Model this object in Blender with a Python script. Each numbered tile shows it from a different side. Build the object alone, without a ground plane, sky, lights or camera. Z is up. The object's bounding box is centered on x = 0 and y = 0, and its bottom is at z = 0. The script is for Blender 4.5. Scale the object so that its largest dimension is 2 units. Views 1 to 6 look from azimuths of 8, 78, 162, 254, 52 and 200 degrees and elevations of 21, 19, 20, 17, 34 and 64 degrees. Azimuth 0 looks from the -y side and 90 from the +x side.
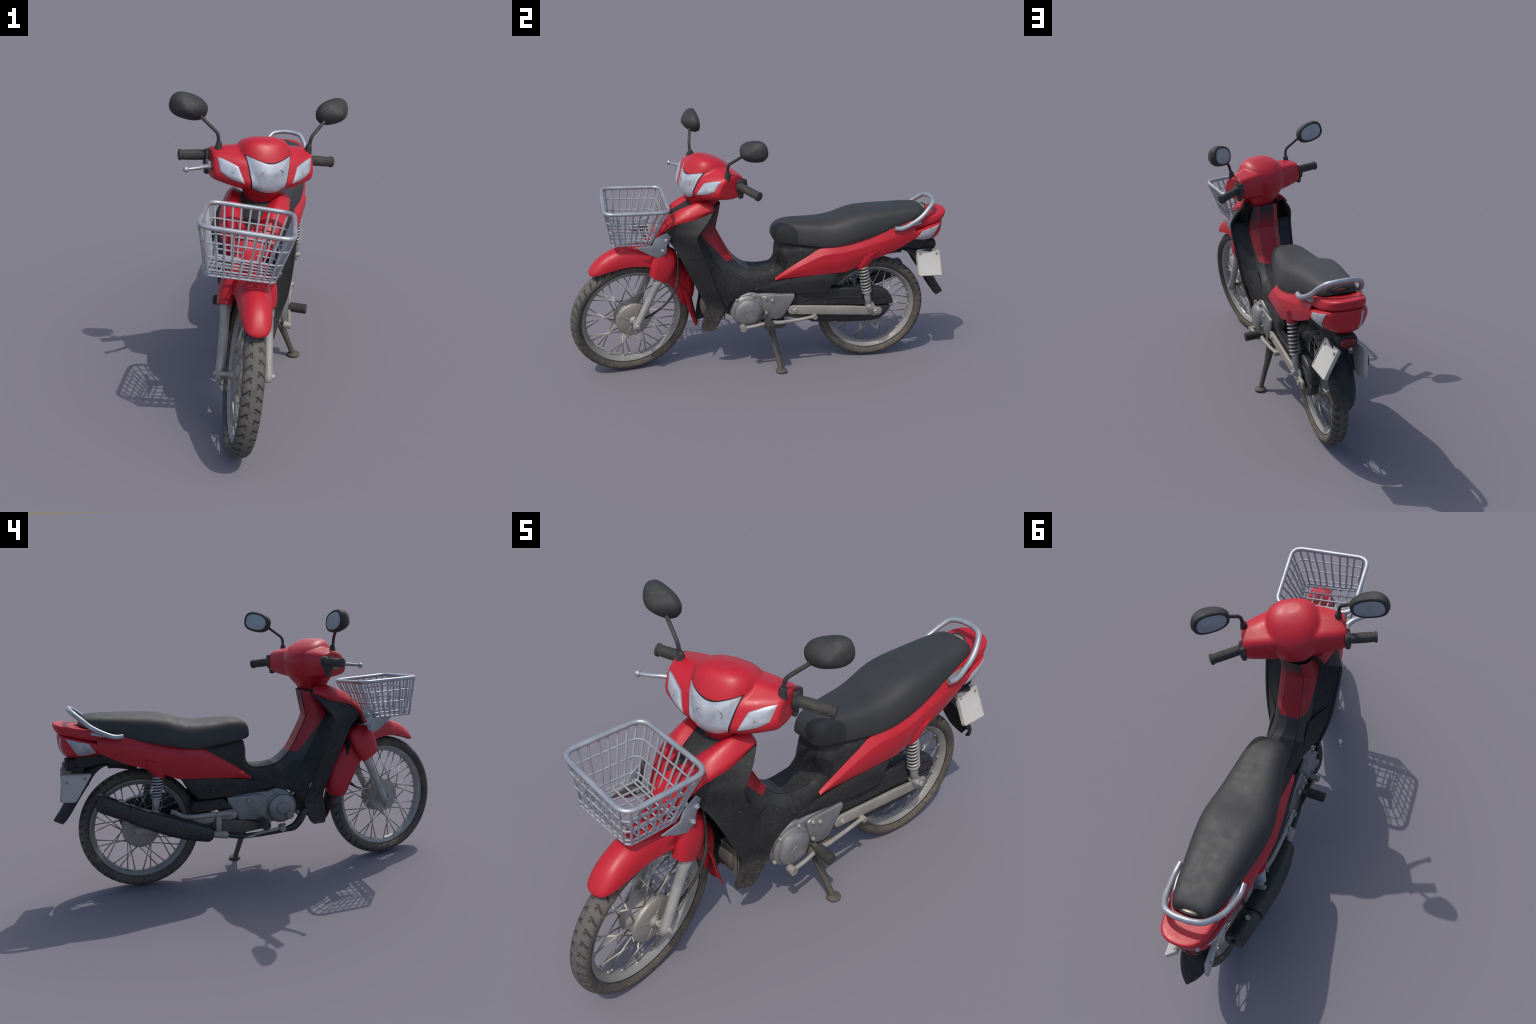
import bpy, bmesh, math, random
import numpy as np
from mathutils import Vector, Matrix
from mathutils.bvhtree import BVHTree

random.seed(7)
rng = np.random.default_rng(7)
scene = bpy.context.scene
for o in list(bpy.data.objects):
    bpy.data.objects.remove(o, do_unlink=True)

# ------------------------------------------------------------------ frames
# The bike leans 3.4 degrees onto its side stand.  "local" is the upright bike
# frame (x = rider's left, y = backwards, z = up); the root Empty leans it.
LEAN = math.atan(0.06)
M_root = Matrix.Translation((-0.060, 0, 0)) @ Matrix.Rotation(LEAN, 4, 'Y')
# front wheel / fork / fender frame: steered 13.5 deg, leaning 8 deg
def wheel_frame(c, yaw, tilt):
    y, t = math.radians(yaw), math.radians(tilt)
    n = Vector((math.cos(y)*math.cos(t), math.sin(y)*math.cos(t), -math.sin(t)))
    f = Vector((math.sin(y), -math.cos(y), 0))
    u = n.cross(-f)
    M = Matrix(((n.x, -f.x, u.x, c[0]), (n.y, -f.y, u.y, c[1]), (n.z, -f.z, u.z, c[2]), (0, 0, 0, 1)))
    return M_root.inverted() @ M
M_front = wheel_frame((-0.017, -0.692, 0.311), 13.5, 8.0)
M_rear = wheel_frame((-0.032, 0.595, 0.2945), -1.3, 5.0)
# handlebar frame: turned further to the left
M_head = (Matrix.Translation((0.010, -0.31, 1.05)) @ Matrix.Rotation(math.radians(24), 4, 'Z')
          @ Matrix.Rotation(math.radians(2.0), 4, 'Y') @ Matrix.Translation((0, 0, -1.05)))
I4 = Matrix.Identity(4)

root = bpy.data.objects.new('motorcycle', None)
root.empty_display_size = 0.2
scene.collection.objects.link(root)
root.matrix_world = M_root
root["label"] = "red underbone motorcycle with wire front basket on its side stand"
root["category"] = "motorcycle"

# ------------------------------------------------------------------ materials
class NT:
    def __init__(s, name):
        s.m = bpy.data.materials.new(name); s.m.use_nodes = True
        s.t = s.m.node_tree; s.n = s.t.nodes; s.l = s.t.links
        s.b = s.n['Principled BSDF']
        s.co = s.n.new('ShaderNodeTexCoord').outputs['Object']
    def noise(s, scale, detail=4, rough=.6, vec=None, dist=0):
        k = s.n.new('ShaderNodeTexNoise'); k.inputs['Scale'].default_value = scale
        k.inputs['Detail'].default_value = detail; k.inputs['Roughness'].default_value = rough
        k.inputs['Distortion'].default_value = dist
        s.l.new(vec or s.co, k.inputs['Vector']); return k.outputs['Fac']
    def ramp(s, fac, a, b, ca=0.0, cb=1.0):
        k = s.n.new('ShaderNodeMapRange'); k.inputs['From Min'].default_value = a; k.inputs['From Max'].default_value = b
        k.inputs['To Min'].default_value = ca; k.inputs['To Max'].default_value = cb
        s.l.new(fac, k.inputs['Value']); return k.outputs['Result']
    def math(s, op, a, b):
        k = s.n.new('ShaderNodeMath'); k.operation = op
        for i, v in enumerate((a, b)):
            if isinstance(v, (int, float)): k.inputs[i].default_value = v
            else: s.l.new(v, k.inputs[i])
        return k.outputs[0]
    def mix(s, fac, a, b):
        k = s.n.new('ShaderNodeMix'); k.data_type = 'RGBA'
        for inp, v in ((k.inputs[0], fac), (k.inputs[6], a), (k.inputs[7], b)):
            if isinstance(v, (int, float)): inp.default_value = v
            elif isinstance(v, tuple): inp.default_value = (*v, 1)
            else: s.l.new(v, inp)
        return k.outputs[2]
    def sep(s, idx):
        k = s.n.new('ShaderNodeSeparateXYZ'); s.l.new(s.co, k.inputs[0]); return k.outputs[idx]
    def bump(s, h, strength=.2, dist=.002):
        k = s.n.new('ShaderNodeBump'); k.inputs['Strength'].default_value = strength
        k.inputs['Distance'].default_value = dist; s.l.new(h, k.inputs['Height'])
        s.l.new(k.outputs[0], s.b.inputs['Normal'])
    def set(s, color=None, rough=None, metal=None, **kw):
        for key, v in (('Base Color', color), ('Roughness', rough), ('Metallic', metal), *kw.items()):
            if v is None: continue
            i = s.b.inputs[key]
            if isinstance(v, tuple): i.default_value = (*v, 1) if len(v) == 3 else v
            elif isinstance(v, (int, float)): i.default_value = v
            else: s.l.new(v, i)
        return s.m

def mat_basic(name, col, rough, metal=0., var=.25, scale=9, dust=0., dustcol=(.22, .19, .15), bump=.08, bscale=260, **kw):
    k = NT(name)
    n = k.noise(scale, 5, .65)
    dark = tuple(c*(1-var) for c in col); lite = tuple(min(1, c*(1+var*.8)) for c in col)
    c = k.mix(k.ramp(n, .3, .7), dark, lite)
    if dust:
        d = k.math('MULTIPLY', k.ramp(k.noise(scale*6, 6, .75), .5, .72), k.ramp(k.noise(scale*.6, 3, .6), .35, .7))
        c = k.mix(k.math('MULTIPLY', d, dust), c, dustcol)
        sp = k.math('MULTIPLY', k.ramp(k.noise(bscale*.55, 2, .5), .70, .76), dust)
        c = k.mix(sp, c, dustcol)
    r = k.ramp(k.noise(scale*3, 4, .6), .3, .7, max(0, rough-.07), min(1, rough+.08))
    k.bump(k.noise(bscale, 3, .6), bump)
    return k.set(c, r, metal, **kw)

def mat_red(name='red_paint'):
    k = NT(name)
    c = k.mix(k.ramp(k.noise(7, 5, .6), .3, .7), (.40, .0095, .021), (.46, .014, .027))
    # dust specks and light scuffs
    sp = k.math('MULTIPLY', k.ramp(k.noise(170, 2, .5), .72, .77), k.ramp(k.noise(9, 3, .6), .45, .65))
    c = k.mix(k.math('MULTIPLY', sp, .55), c, (.55, .33, .3))
    r = k.ramp(k.noise(40, 4, .6), .3, .7, .36, .50)
    k.bump(k.noise(90, 3, .6), .04)
    return k.set(c, r, 0, **{'Specular IOR Level': .42})

def mat_plastic():
    k = NT('black_plastic')
    c = k.mix(k.ramp(k.noise(8, 5, .65), .3, .7), (.0150, .0154, .0162), (.0235, .0237, .024))
    d = k.math('MULTIPLY', k.ramp(k.noise(45, 6, .8), .47, .72), k.ramp(k.noise(5, 3, .6), .38, .66))
    c = k.mix(k.math('MULTIPLY', d, .30), c, (.14, .125, .10))
    sp = k.math('MULTIPLY', k.ramp(k.noise(130, 3, .6), .64, .70), k.ramp(k.noise(6, 3, .6), .36, .60))
    c = k.mix(k.math('MULTIPLY', sp, .55), c, (.25, .22, .18))
    # road dust thrown up on the lowest plastics
    lowz = k.ramp(k.math('ADD', k.sep(2), k.ramp(k.noise(12, 4, .6), 0, 1, -.09, .09)), .24, .42, 1, 0)
    dd = k.math('MULTIPLY', lowz, k.ramp(k.noise(110, 5, .8), .45, .66))
    c = k.mix(k.math('MULTIPLY', dd, .6), c, (.17, .145, .11))
    k.bump(k.noise(420, 2, .6), .12)
    return k.set(c, k.ramp(k.noise(30, 4, .6), .3, .7, .58, .74), 0, **{'Specular IOR Level': .34})

def mat_seat():
    k = NT('seat_vinyl')
    c = k.mix(k.ramp(k.noise(9, 6, .7), .3, .7), (.0245, .025, .0258), (.0305, .0310, .0315))
    sp = k.ramp(k.noise(60, 5, .8), .60, .80)
    c = k.mix(k.math('MULTIPLY', sp, .35), c, (.065, .062, .055))
    v = k.n.new('ShaderNodeTexVoronoi'); v.inputs['Scale'].default_value = 420; k.l.new(k.co, v.inputs['Vector'])
    k.bump(v.outputs['Distance'], .18, .001)
    return k.set(c, k.ramp(k.noise(25, 4, .6), .3, .7, .55, .68), 0)

def mat_tyre(name, lo, hi, dust, dustcol, grain):
    k = NT(name)
    c = k.mix(k.ramp(k.noise(14, 5, .65), .3, .7), lo, hi)
    d = k.math('MULTIPLY', k.ramp(k.noise(80, 6, .8), .36, .62), k.ramp(k.noise(9, 4, .6), .30, .58))
    c = k.mix(k.math('MULTIPLY', d, dust), c, dustcol)
    d2 = k.ramp(k.noise(260, 3, .7), .54, .68)
    c = k.mix(k.math('MULTIPLY', d2, grain), c, (.15, .135, .11))
    k.bump(k.noise(240, 4, .7), .35, .002)
    return k.set(c, .85, 0)

def mat_metal(name, col, rough, metal, dirt=.5, dirtcol=(.20, .155, .10), scale=14):
    k = NT(name)
    c = k.mix(k.ramp(k.noise(scale, 5, .65), .3, .7), tuple(x*.78 for x in col), tuple(min(1, x*1.1) for x in col))
    d = k.math('MULTIPLY', k.ramp(k.noise(scale*4, 6, .75), .46, .70), k.ramp(k.noise(scale*.7, 3, .6), .38, .66))
    c = k.mix(k.math('MULTIPLY', d, dirt), c, dirtcol)
    k.bump(k.noise(scale*16, 3, .6), .08)
    return k.set(c, k.ramp(k.noise(scale*3, 4, .6), .3, .7, max(.05, rough-.08), rough+.1), metal)

def mat_lamp():
    k = NT('lamp_lens')
    c = k.mix(k.ramp(k.noise(22, 5, .6), .3, .7), (.31, .33, .365), (.47, .50, .56))
    c = k.mix(k.math('MULTIPLY', k.ramp(k.noise(60, 4, .7), .58, .72), .35), c, (.20, .20, .21))
    k.bump(k.noise(120, 2, .5), .1)
    return k.set(c, .22, .25, **{'Coat Weight': .8, 'Coat Roughness': .05})

def mat_spread(name, a, b, rough, metal=0., lines=0):
    k = NT(name)
    c = k.mix(k.ramp(k.noise(30, 4, .6), .3, .7), a, b)
    if lines:
        w = k.n.new('ShaderNodeTexWave'); w.bands_direction = 'Z'; w.inputs['Scale'].default_value = lines
        w.inputs['Distortion'].default_value = 1.5; k.l.new(k.co, w.inputs['Vector'])
        k.bump(w.outputs['Fac'], .15, .001)
    return k.set(c, rough, metal)

# tunnel cover: red paint that is worn/dirty black toward the top and ends in black plastic low down
def mat_tunnel():
    k = NT('tunnel_paint')
    x, y, z = k.sep(0), k.sep(1), k.sep(2)
    wob = k.ramp(k.noise(18, 5, .7), 0, 1, -.06, .06)
    wob2 = k.ramp(k.noise(60, 4, .7), 0, 1, -.01, .01)
    low = k.ramp(k.math('ADD', z, wob2), .612, .618)           # black below the colour split
    # red ends forward along a slanted line; black in front is painted for the recessed hole
    lim = k.math('ADD', k.math('MULTIPLY', z, .85), k.math('ADD', y, k.math('MULTIPLY', wob2, .3)))
    low = k.math('MULTIPLY', low, k.ramp(lim, .312, .316))
    ax = k.n.new('ShaderNodeMath'); ax.operation = 'ABSOLUTE'; k.l.new(x, ax.inputs[0])
    # worn black upper zone, mostly on the middle strip
    worn = k.ramp(k.math('ADD', z, wob), .79, .87)
    mid = k.ramp(ax.outputs[0], .036, .039, 1, 0)
    left = k.math('MULTIPLY', k.ramp(x, .036, .052), k.ramp(k.math('ADD', z, wob), .74, .84))
    worn = k.math('MAXIMUM', k.math('MULTIPLY', worn, mid), left)
    red = k.mix(k.ramp(k.noise(9, 5, .6), .3, .7), (.30, .0085, .018), (.37, .013, .024))
    blk = k.mix(k.ramp(k.noise(12, 5, .65), .3, .7), (.020, .021, .022), (.034, .034, .034))
    c = k.mix(worn, red, blk)
    c = k.mix(low, blk, c)
    k.bump(k.noise(300, 2, .6), .08)
    return k.set(c, k.ramp(k.noise(30, 4, .6), .3, .7, .42, .58), 0)

RED = mat_red(); PLA = mat_plastic(); SEAT = mat_seat(); TYRE = mat_tyre('tyre_sidewall', (.034, .034, .036), (.058, .056, .053), .85, (.165, .128, .088), .4)
TREAD = mat_tyre('tyre_tread', (.062, .062, .062), (.098, .094, .088), .38, (.165, .135, .098), .25)
GROOVE_SHADE = mat_tyre('groove_shade', (.028, .028, .028), (.042, .040, .037), .35, (.12, .095, .065), .1); TUN = mat_tunnel()  # groove rubber is darkened: shade put into the colour
CHROME = mat_metal('chrome_tube', (.40, .42, .45), .36, .55, dirt=.10)
WIRE = mat_metal('galvanised_wire', (.40, .42, .45), .42, .5, dirt=.12)
ALU = mat_metal('cast_aluminium', (.24, .24, .24), .45, .45, dirt=.35)
ALUD = mat_metal('dirty_aluminium', (.34, .32, .29), .52, .35, dirt=.75)
FORK = mat_metal('fork_metal', (.36, .35, .34), .45, .35, dirt=.4)
RIMM = mat_metal('rim_metal', (.30, .29, .27), .42, .22, dirt=.6)
SPOKE = mat_metal('spoke_metal', (.50, .47, .41), .45, .12, dirt=.5)
STEEL = mat_metal('rusty_steel', (.10, .09, .075), .7, .2, dirt=.9, dirtcol=(.17, .125, .08))
BRK = mat_metal('bracket_metal', (.33, .35, .38), .42, .5, dirt=.15)
RUB = mat_basic('rubber_grip', (.030, .029, .028), .75, var=.3, dust=.35)
MIRR = mat_basic('mirror_shell', (.025, .0255, .026), .68, var=.3, scale=18, dust=.2)
DARK = mat_basic('gap_black', (.006, .006, .006), .8, var=.2)  # near-black colour that stands in for gaps and seams
MUFF = mat_basic('black_enamel', (.016, .017, .019), .45, var=.3, scale=12, dust=.35)
LAMP = mat_lamp()
LAMPD = mat_basic('lamp_bulb', (.16, .16, .165), .35, var=.5, scale=90)
GLASS = mat_spread('mirror_glass', (.26, .285, .32), (.33, .355, .39), .22, .25, lines=60)
SIDELENS = mat_basic('reflector_lens', (.36, .36, .385), .4, var=.3, scale=40, bump=.3, bscale=500)
STRIPE = mat_basic('untextured_silver', (.42, .43, .46), .4, var=.2, scale=30)
TAILRED = mat_basic('tail_lens', (.16, .006, .012), .25, var=.35, scale=30)
PLATE = mat_basic('plate_paint', (.47, .455, .43), .5, var=.06, scale=6, dust=.06)
PLATEF = mat_basic('plate_frame', (.40, .375, .345), .5, var=.2, scale=20, dust=.3)
FIN = mat_metal('fin_metal', (.17, .16, .145), .6, .2, dirt=.6)
BRASS = mat_metal('dull_brass', (.36, .32, .22), .4, .5, dirt=.4)

# ------------------------------------------------------------------ mesh helpers
def link(name, me, mat, parent=None, angle=40, smooth=True):
    if smooth:
        me.polygons.foreach_set('use_smooth', [True]*len(me.polygons))
        me.set_sharp_from_angle(angle=math.radians(angle))
    ob = bpy.data.objects.new(name, me)
    for m in (mat if isinstance(mat, (list, tuple)) else [mat]):
        me.materials.append(m)
    scene.collection.objects.link(ob)
    ob.parent = parent or root
    return ob

def bm_to(name, bm, mat, parent=None, M=None, angle=40, recalc=True):
    if recalc: bmesh.ops.recalc_face_normals(bm, faces=bm.faces[:])
    if M is not None: bm.transform(M)
    me = bpy.data.meshes.new(name); bm.to_mesh(me); bm.free()
    return link(name, me, mat, parent, angle)

def spline(P, n, closed=False):
    """Catmull-Rom resample of control points (any dimension) to n samples."""
    P = np.asarray(P, float); m = len(P)
    if m == 2 and not closed:
        return P[0] + np.linspace(0, 1, n)[:, None]*(P[1]-P[0])
    t = np.linspace(0, m if closed else m-1, n, endpoint=not closed)
    out = []
    for s in t:
        i = int(s) if closed else min(int(s), m-2)
        f = s-i
        g = (lambda k: P[k % m]) if closed else (lambda k: P[k] if 0 <= k < m else (2*P[0]-P[1] if k < 0 else 2*P[-1]-P[-2]))
        a, b, c, d = g(i-1), g(i), g(i+1), g(i+2)
        out.append(.5*((2*b)+(c-a)*f+(2*a-5*b+4*c-d)*f*f+(3*b-a-3*c+d)*f**3))
    return np.array(out)

def grid_bm(G, close_u=False, close_v=False, cap=False, bm=None):
    """G[nu][nv] points -> bmesh quads. close_v closes each ring; cap fills end rings."""
    G = np.asarray(G, float); nu, nv = G.shape[:2]
    bm = bm or bmesh.new()
    V = [[bm.verts.new(G[i, j]) for j in range(nv)] for i in range(nu)]
    for i in range(nu if close_u else nu-1):
        for j in range(nv if close_v else nv-1):
            a, b = i, (i+1) % nu; c, d = j, (j+1) % nv
            q = [V[a][c], V[b][c], V[b][d], V[a][d]]
            if len(set(q)) == 4:
                try: bm.faces.new(q)
                except ValueError: pass
    if cap:
        bm.faces.new(V[0]); bm.faces.new(V[-1][::-1])
    return bm

def sheet(name, G, mat, thick=.006, parent=None, M=None, mirror=False, angle=50, offset=0, bevel=.0):
    """open surface patch given solid thickness"""
    bm = grid_bm(G)
    if mirror:
        G2 = np.array(G, float).copy(); G2[..., 0] *= -1
        grid_bm(G2[::-1], bm=bm)
        bmesh.ops.remove_doubles(bm, verts=bm.verts[:], dist=1e-4)
    ob = bm_to(name, bm, mat, parent, M, angle)
    s = ob.modifiers.new('thickness', 'SOLIDIFY'); s.thickness = thick; s.offset = offset
    s.use_quality_normals = True
    bake(ob, angle)
    return ob

def bake(ob, angle=40):
    dg = bpy.context.evaluated_depsgraph_get(); dg.update()
    me = bpy.data.meshes.new_from_object(ob.evaluated_get(dg))
    ob.modifiers.clear(); old = ob.data; ob.data = me; me.name = ob.name
    bpy.data.meshes.remove(old)
    me.polygons.foreach_set('use_smooth', [True]*len(me.polygons))
    me.set_sharp_from_angle(angle=math.radians(angle))
    return ob

def frames(P):
    """tangents and parallel-transported normals along a polyline"""
    P = [Vector(p) for p in P]; n = len(P); T = []
    for i in range(n):
        T.append((P[min(i+1, n-1)]-P[max(i-1, 0)]).normalized())
    ref = Vector((0, 0, 1)) if abs(T[0].z) < .9 else Vector((1, 0, 0))
    N = [(ref - T[0]*ref.dot(T[0])).normalized()]
    for i in range(1, n):
        v = N[-1] - T[i]*N[-1].dot(T[i])
        N.append(v.normalized())
    return P, T, N

def tube_bm(P, r, seg=12, bm=None, cap=True, closed=False, flat=1.0):
    """round bar along a polyline; r may be a list"""
    P, T, N = frames(P); n = len(P)
    if closed:
        T = [(P[(i+1) % n]-P[i-1]).normalized() for i in range(n)]
        N = [(Vector((0, 0, 1)) - t*t.z).normalized() for t in T]
    R = r if isinstance(r, (list, tuple, np.ndarray)) else [r]*n
    G = []
    for i in range(n):
        B = T[i].cross(N[i])
        G.append([P[i] + (N[i]*math.cos(a)*flat + B*math.sin(a))*R[i] for a in np.linspace(0, 2*math.pi, seg, endpoint=False)])
    return grid_bm(G, close_u=closed, close_v=True, cap=cap and not closed, bm=bm)

def bar(name, P, r, mat, parent=None, M=None, seg=14, smooth=0, closed=False, flat=1.0):
    if smooth: P = spline(P, smooth, closed)
    return bm_to(name, tube_bm(P, r, seg, closed=closed, flat=flat), mat, parent, M, 50)

def round_path(P, rad, n=6, closed=False):
    """polyline with filleted corners"""
    P = [Vector(p) for p in P]; m = len(P); out = []
    for i in range(m):
        if not closed and i in (0, m-1): out.append(P[i]); continue
        a, b, c = P[i-1], P[i], P[(i+1) % m]
        u, v = (a-b), (c-b); d = min(rad, u.length*.48, v.length*.48)
        p0, p1 = b+u.normalized()*d, b+v.normalized()*d
        for k in range(n+1):
            t = k/n; out.append(p0*(1-t)**2 + b*2*t*(1-t) + p1*t*t)
    return out

def lathe_bm(prof, axis='X', seg=48, bm=None, center=(0, 0, 0)):
    """prof: list of (axial, radius); closed at radius 0"""
    G = []
    c = Vector(center)
    for a in np.linspace(0, 2*math.pi, seg, endpoint=False):
        row = []
        for ax, r in prof:
            s, k = r*math.sin(a), r*math.cos(a)
            p = {'X': (ax, s, k), 'Y': (s, ax, k), 'Z': (s, k, ax)}[axis]
            row.append(Vector(p)+c)
        G.append(row)
    b = grid_bm(G, close_u=True, bm=bm)
    bmesh.ops.remove_doubles(b, verts=b.verts[:], dist=1e-6)
    return b

def lathe(name, prof, mat, axis='X', center=(0, 0, 0), parent=None, M=None, seg=48, angle=35):
    return bm_to(name, lathe_bm(prof, axis, seg, None, center), mat, parent, M, angle)

def slab(name, poly, x0, x1, mat, parent=None, M=None, bevel=.006, seg=3, angle=35, axis='X', taper=1.0):
    """outline in (y,z) extruded along x, edges rounded"""
    bm = bmesh.new(); n = len(poly)
    cy = sum(p[0] for p in poly)/n; cz = sum(p[1] for p in poly)/n
    A = [bm.verts.new((x0, y, z)) for y, z in poly]
    B = [bm.verts.new((x1, cy+(y-cy)*taper, cz+(z-cz)*taper)) for y, z in poly]
    bm.faces.new(A); bm.faces.new(B[::-1])
    for i in range(n): bm.faces.new((A[i], B[i], B[(i+1) % n], A[(i+1) % n]))
    bmesh.ops.recalc_face_normals(bm, faces=bm.faces[:])
    ob = bm_to(name, bm, mat, parent, M, angle)
    if bevel:
        m = ob.modifiers.new('bevel', 'BEVEL'); m.width = bevel; m.segments = seg; m.limit_method = 'ANGLE'
        m.angle_limit = math.radians(25); m.use_clamp_overlap = True
        bake(ob, angle)
    return ob

def join(name, obs, mat=None):
    """merge several meshes into the first, keeping materials"""
    bm = bmesh.new(); mats = []
    for o in obs:
        b = bmesh.new(); b.from_mesh(o.data)
        base = []
        for m in o.data.materials:
            if m not in mats: mats.append(m)
            base.append(mats.index(m))
        for f in b.faces: f.material_index = base[f.material_index] if base else 0
        me = bpy.data.meshes.new('tmp'); b.to_mesh(me); b.free()
        bm.from_mesh(me); bpy.data.meshes.remove(me)
    o0 = obs[0]
    me = bpy.data.meshes.new(name); bm.to_mesh(me); bm.free()
    for m in mats: me.materials.append(m)
    par = o0.parent
    for o in obs: bpy.data.objects.remove(o, do_unlink=True)
    ob = bpy.data.objects.new(name, me); scene.collection.objects.link(ob); ob.parent = par
    me.set_sharp_from_angle(angle=math.radians(40))
    return ob

def copy_of(ob, M, parent=None, name=None):
    c = ob.copy(); scene.collection.objects.link(c); c.parent = parent or ob.parent
    if name: c.name = name
    c.matrix_local = M
    return c

MIRX = Matrix.Diagonal((-1, 1, 1, 1))
def mirror_copy(ob):
    """real mirrored mesh (normals fixed), Blender suffix name"""
    me = ob.data.copy()
    me.transform(MIRX); me.flip_normals()
    c = bpy.data.objects.new(ob.name, me); scene.collection.objects.link(c); c.parent = ob.parent
    return c

def bolt(name, p, axis, r, h, mat, parent=None, M=None):
    a = Vector(axis).normalized()
    R = Vector((1, 0, 0)).rotation_difference(a).to_matrix().to_4x4()
    bm = lathe_bm([(-h*.5, 0), (-h*.5, r), (h*.6, r), (h, r*.72), (h, r*.5), (h*.7, r*.42), (h*.7, 0)], 'X', 12)
    bm.transform(Matrix.Translation(p) @ R)
    return bm_to(name, bm, mat, parent, M, 30)

# ------------------------------------------------------------------ wheels
def build_wheel(M, R, hubpanel):
    rim = lathe('wheel', [(-.021, R-.052), (-.024, R-.050), (-.026, R-.056), (-.020, R-.064), (-.014, R-.072), (-.006, R-.077),
                         (.006, R-.077), (.014, R-.072), (.020, R-.064), (.026, R-.056), (.024, R-.050), (.021, R-.052),
                         (.014, R-.060), (0, R-.066), (-.014, R-.060), (-.021, R-.052)], RIMM, 'X', M=M, seg=96)
    # tyre with chevron tread blocks
    nt, w, hgt = 1056, .0405, .054
    sec = []
    K = 40
    for j in range(K+1):
        a = -2.45 + 4.9*j/K                      # angle round the section, 0 = crown
        sec.append((a, w*math.sin(a) if abs(a) < 1.57 else math.copysign(w*(1-.35*((abs(a)-1.57)/.88)**1.6), a),
                    R-hgt*.52 + hgt*.52*math.cos(a)))
    G = np.zeros((nt, K+1, 3)); D = np.zeros((nt, K+1)); N = 44
    for i in range(nt):
        th = 2*math.pi*i/nt
        for j, (a, x, r) in enumerate(sec):
            aa = abs(a); d = 0
            side = .5 if a > 0 else 0
            ph = (th/(2*math.pi)*N + side + .62*aa) % 1.0
            if .25 < aa < 1.25:
                g = min(abs(ph-.5), 1)/.5
                k = 1 - min(1, abs(ph-.5)/.10)
                d = .0062*max(0, k)*min(1, (aa-.25)/.1)*min(1, (1.25-aa)/.12)
            # zig-zag circumferential grooves
            zz = .30+.07*abs(((th/(2*math.pi)*N+side) % 1)-.5)*2
            k2 = 1-min(1, abs(aa-zz)/.055); d = max(d, .0034*max(0, k2))
            rr = r - d*math.cos(min(aa, 1.4)); xx = x - math.copysign(d*math.sin(min(aa, 1.4)), a)
            G[i, j] = (xx, rr*math.sin(th), rr*math.cos(th)); D[i, j] = d
    bm = grid_bm(G, close_u=True)
    bm.faces.ensure_lookup_table()
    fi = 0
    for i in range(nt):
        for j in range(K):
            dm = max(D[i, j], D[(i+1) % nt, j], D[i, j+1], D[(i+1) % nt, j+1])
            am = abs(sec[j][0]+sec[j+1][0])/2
            bm.faces[fi].material_index = 2 if dm > .0026 else (1 if am < 1.12 else 0); fi += 1  # groove faces get the painted shade
    tyre = bm_to('tyre', bm, [TYRE, TREAD, GROOVE_SHADE], rim, M, 28)
    # hub drum
    prof = [(-.056, 0), (-.056, .018), (-.040, .022), (-.038, .060), (-.036, .082), (-.028, .086), (-.022, .078),
            (.022, .076), (.028, .088), (.038, .091), (.047, .087), (.052, .074), (.053, .026), (.064, .016), (.064, 0)]
    if hubpanel < 0: prof = [(-a, r) for a, r in prof][::-1]
    hub = lathe('hub', prof, ALUD, 'X', parent=rim, M=M, seg=64)
    # ribs on the brake panel
    rb = [tube_bm([(hubpanel*.053, .03*math.sin(a), .03*math.cos(a)), (hubpanel*.049, .08*math.sin(a), .08*math.cos(a))], .004, 8) for a in np.linspace(0.4, 6.68, 5)[:-1]]
    for b in rb:
        bm_to('hub_rib', b, ALUD, hub, M)
    # laced spokes
    base = None
    for k in range(36):
        side = 1 if k % 2 else -1
        a0 = 2*math.pi*k/36; lean = .62 if (k//2) % 2 else -.62
        a1 = a0 + lean
        p0 = Vector((side*.034, .080*math.sin(a1), .080*math.cos(a1)))
        p1 = Vector((side*.006, (R-.074)*math.sin(a0), (R-.074)*math.cos(a0)))
        if base is None:
            L = 1.0
            bmm = tube_bm([(0, 0, 0), (0, 0, .93)], .0028, 7)
            tube_bm([(0, 0, .93), (0, 0, 1.0)], .0046, 7, bm=bmm)
            me = bpy.data.meshes.new('spoke'); bmm.to_mesh(me); bmm.free()
            me.polygons.foreach_set('use_smooth', [True]*len(me.polygons)); me.materials.append(SPOKE)
            base = me
        d = p1-p0
        q = Vector((0, 0, 1)).rotation_difference(d.normalized()).to_matrix().to_4x4()
        ob = bpy.data.objects.new('spoke', base); scene.collection.objects.link(ob)
        ob.parent = rim
        ob.matrix_local = M @ Matrix.Translation(p0) @ q @ Matrix.Diagonal((1, 1, d.length, 1))
    # axle
    bar('axle', [(-.088, 0, 0), (.10, 0, 0)], .011, FORK, rim, M)
    return rim

wheel_f = build_wheel(M_front, .312, 1)
wheel_r = build_wheel(M_rear, .2945, -1)

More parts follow.
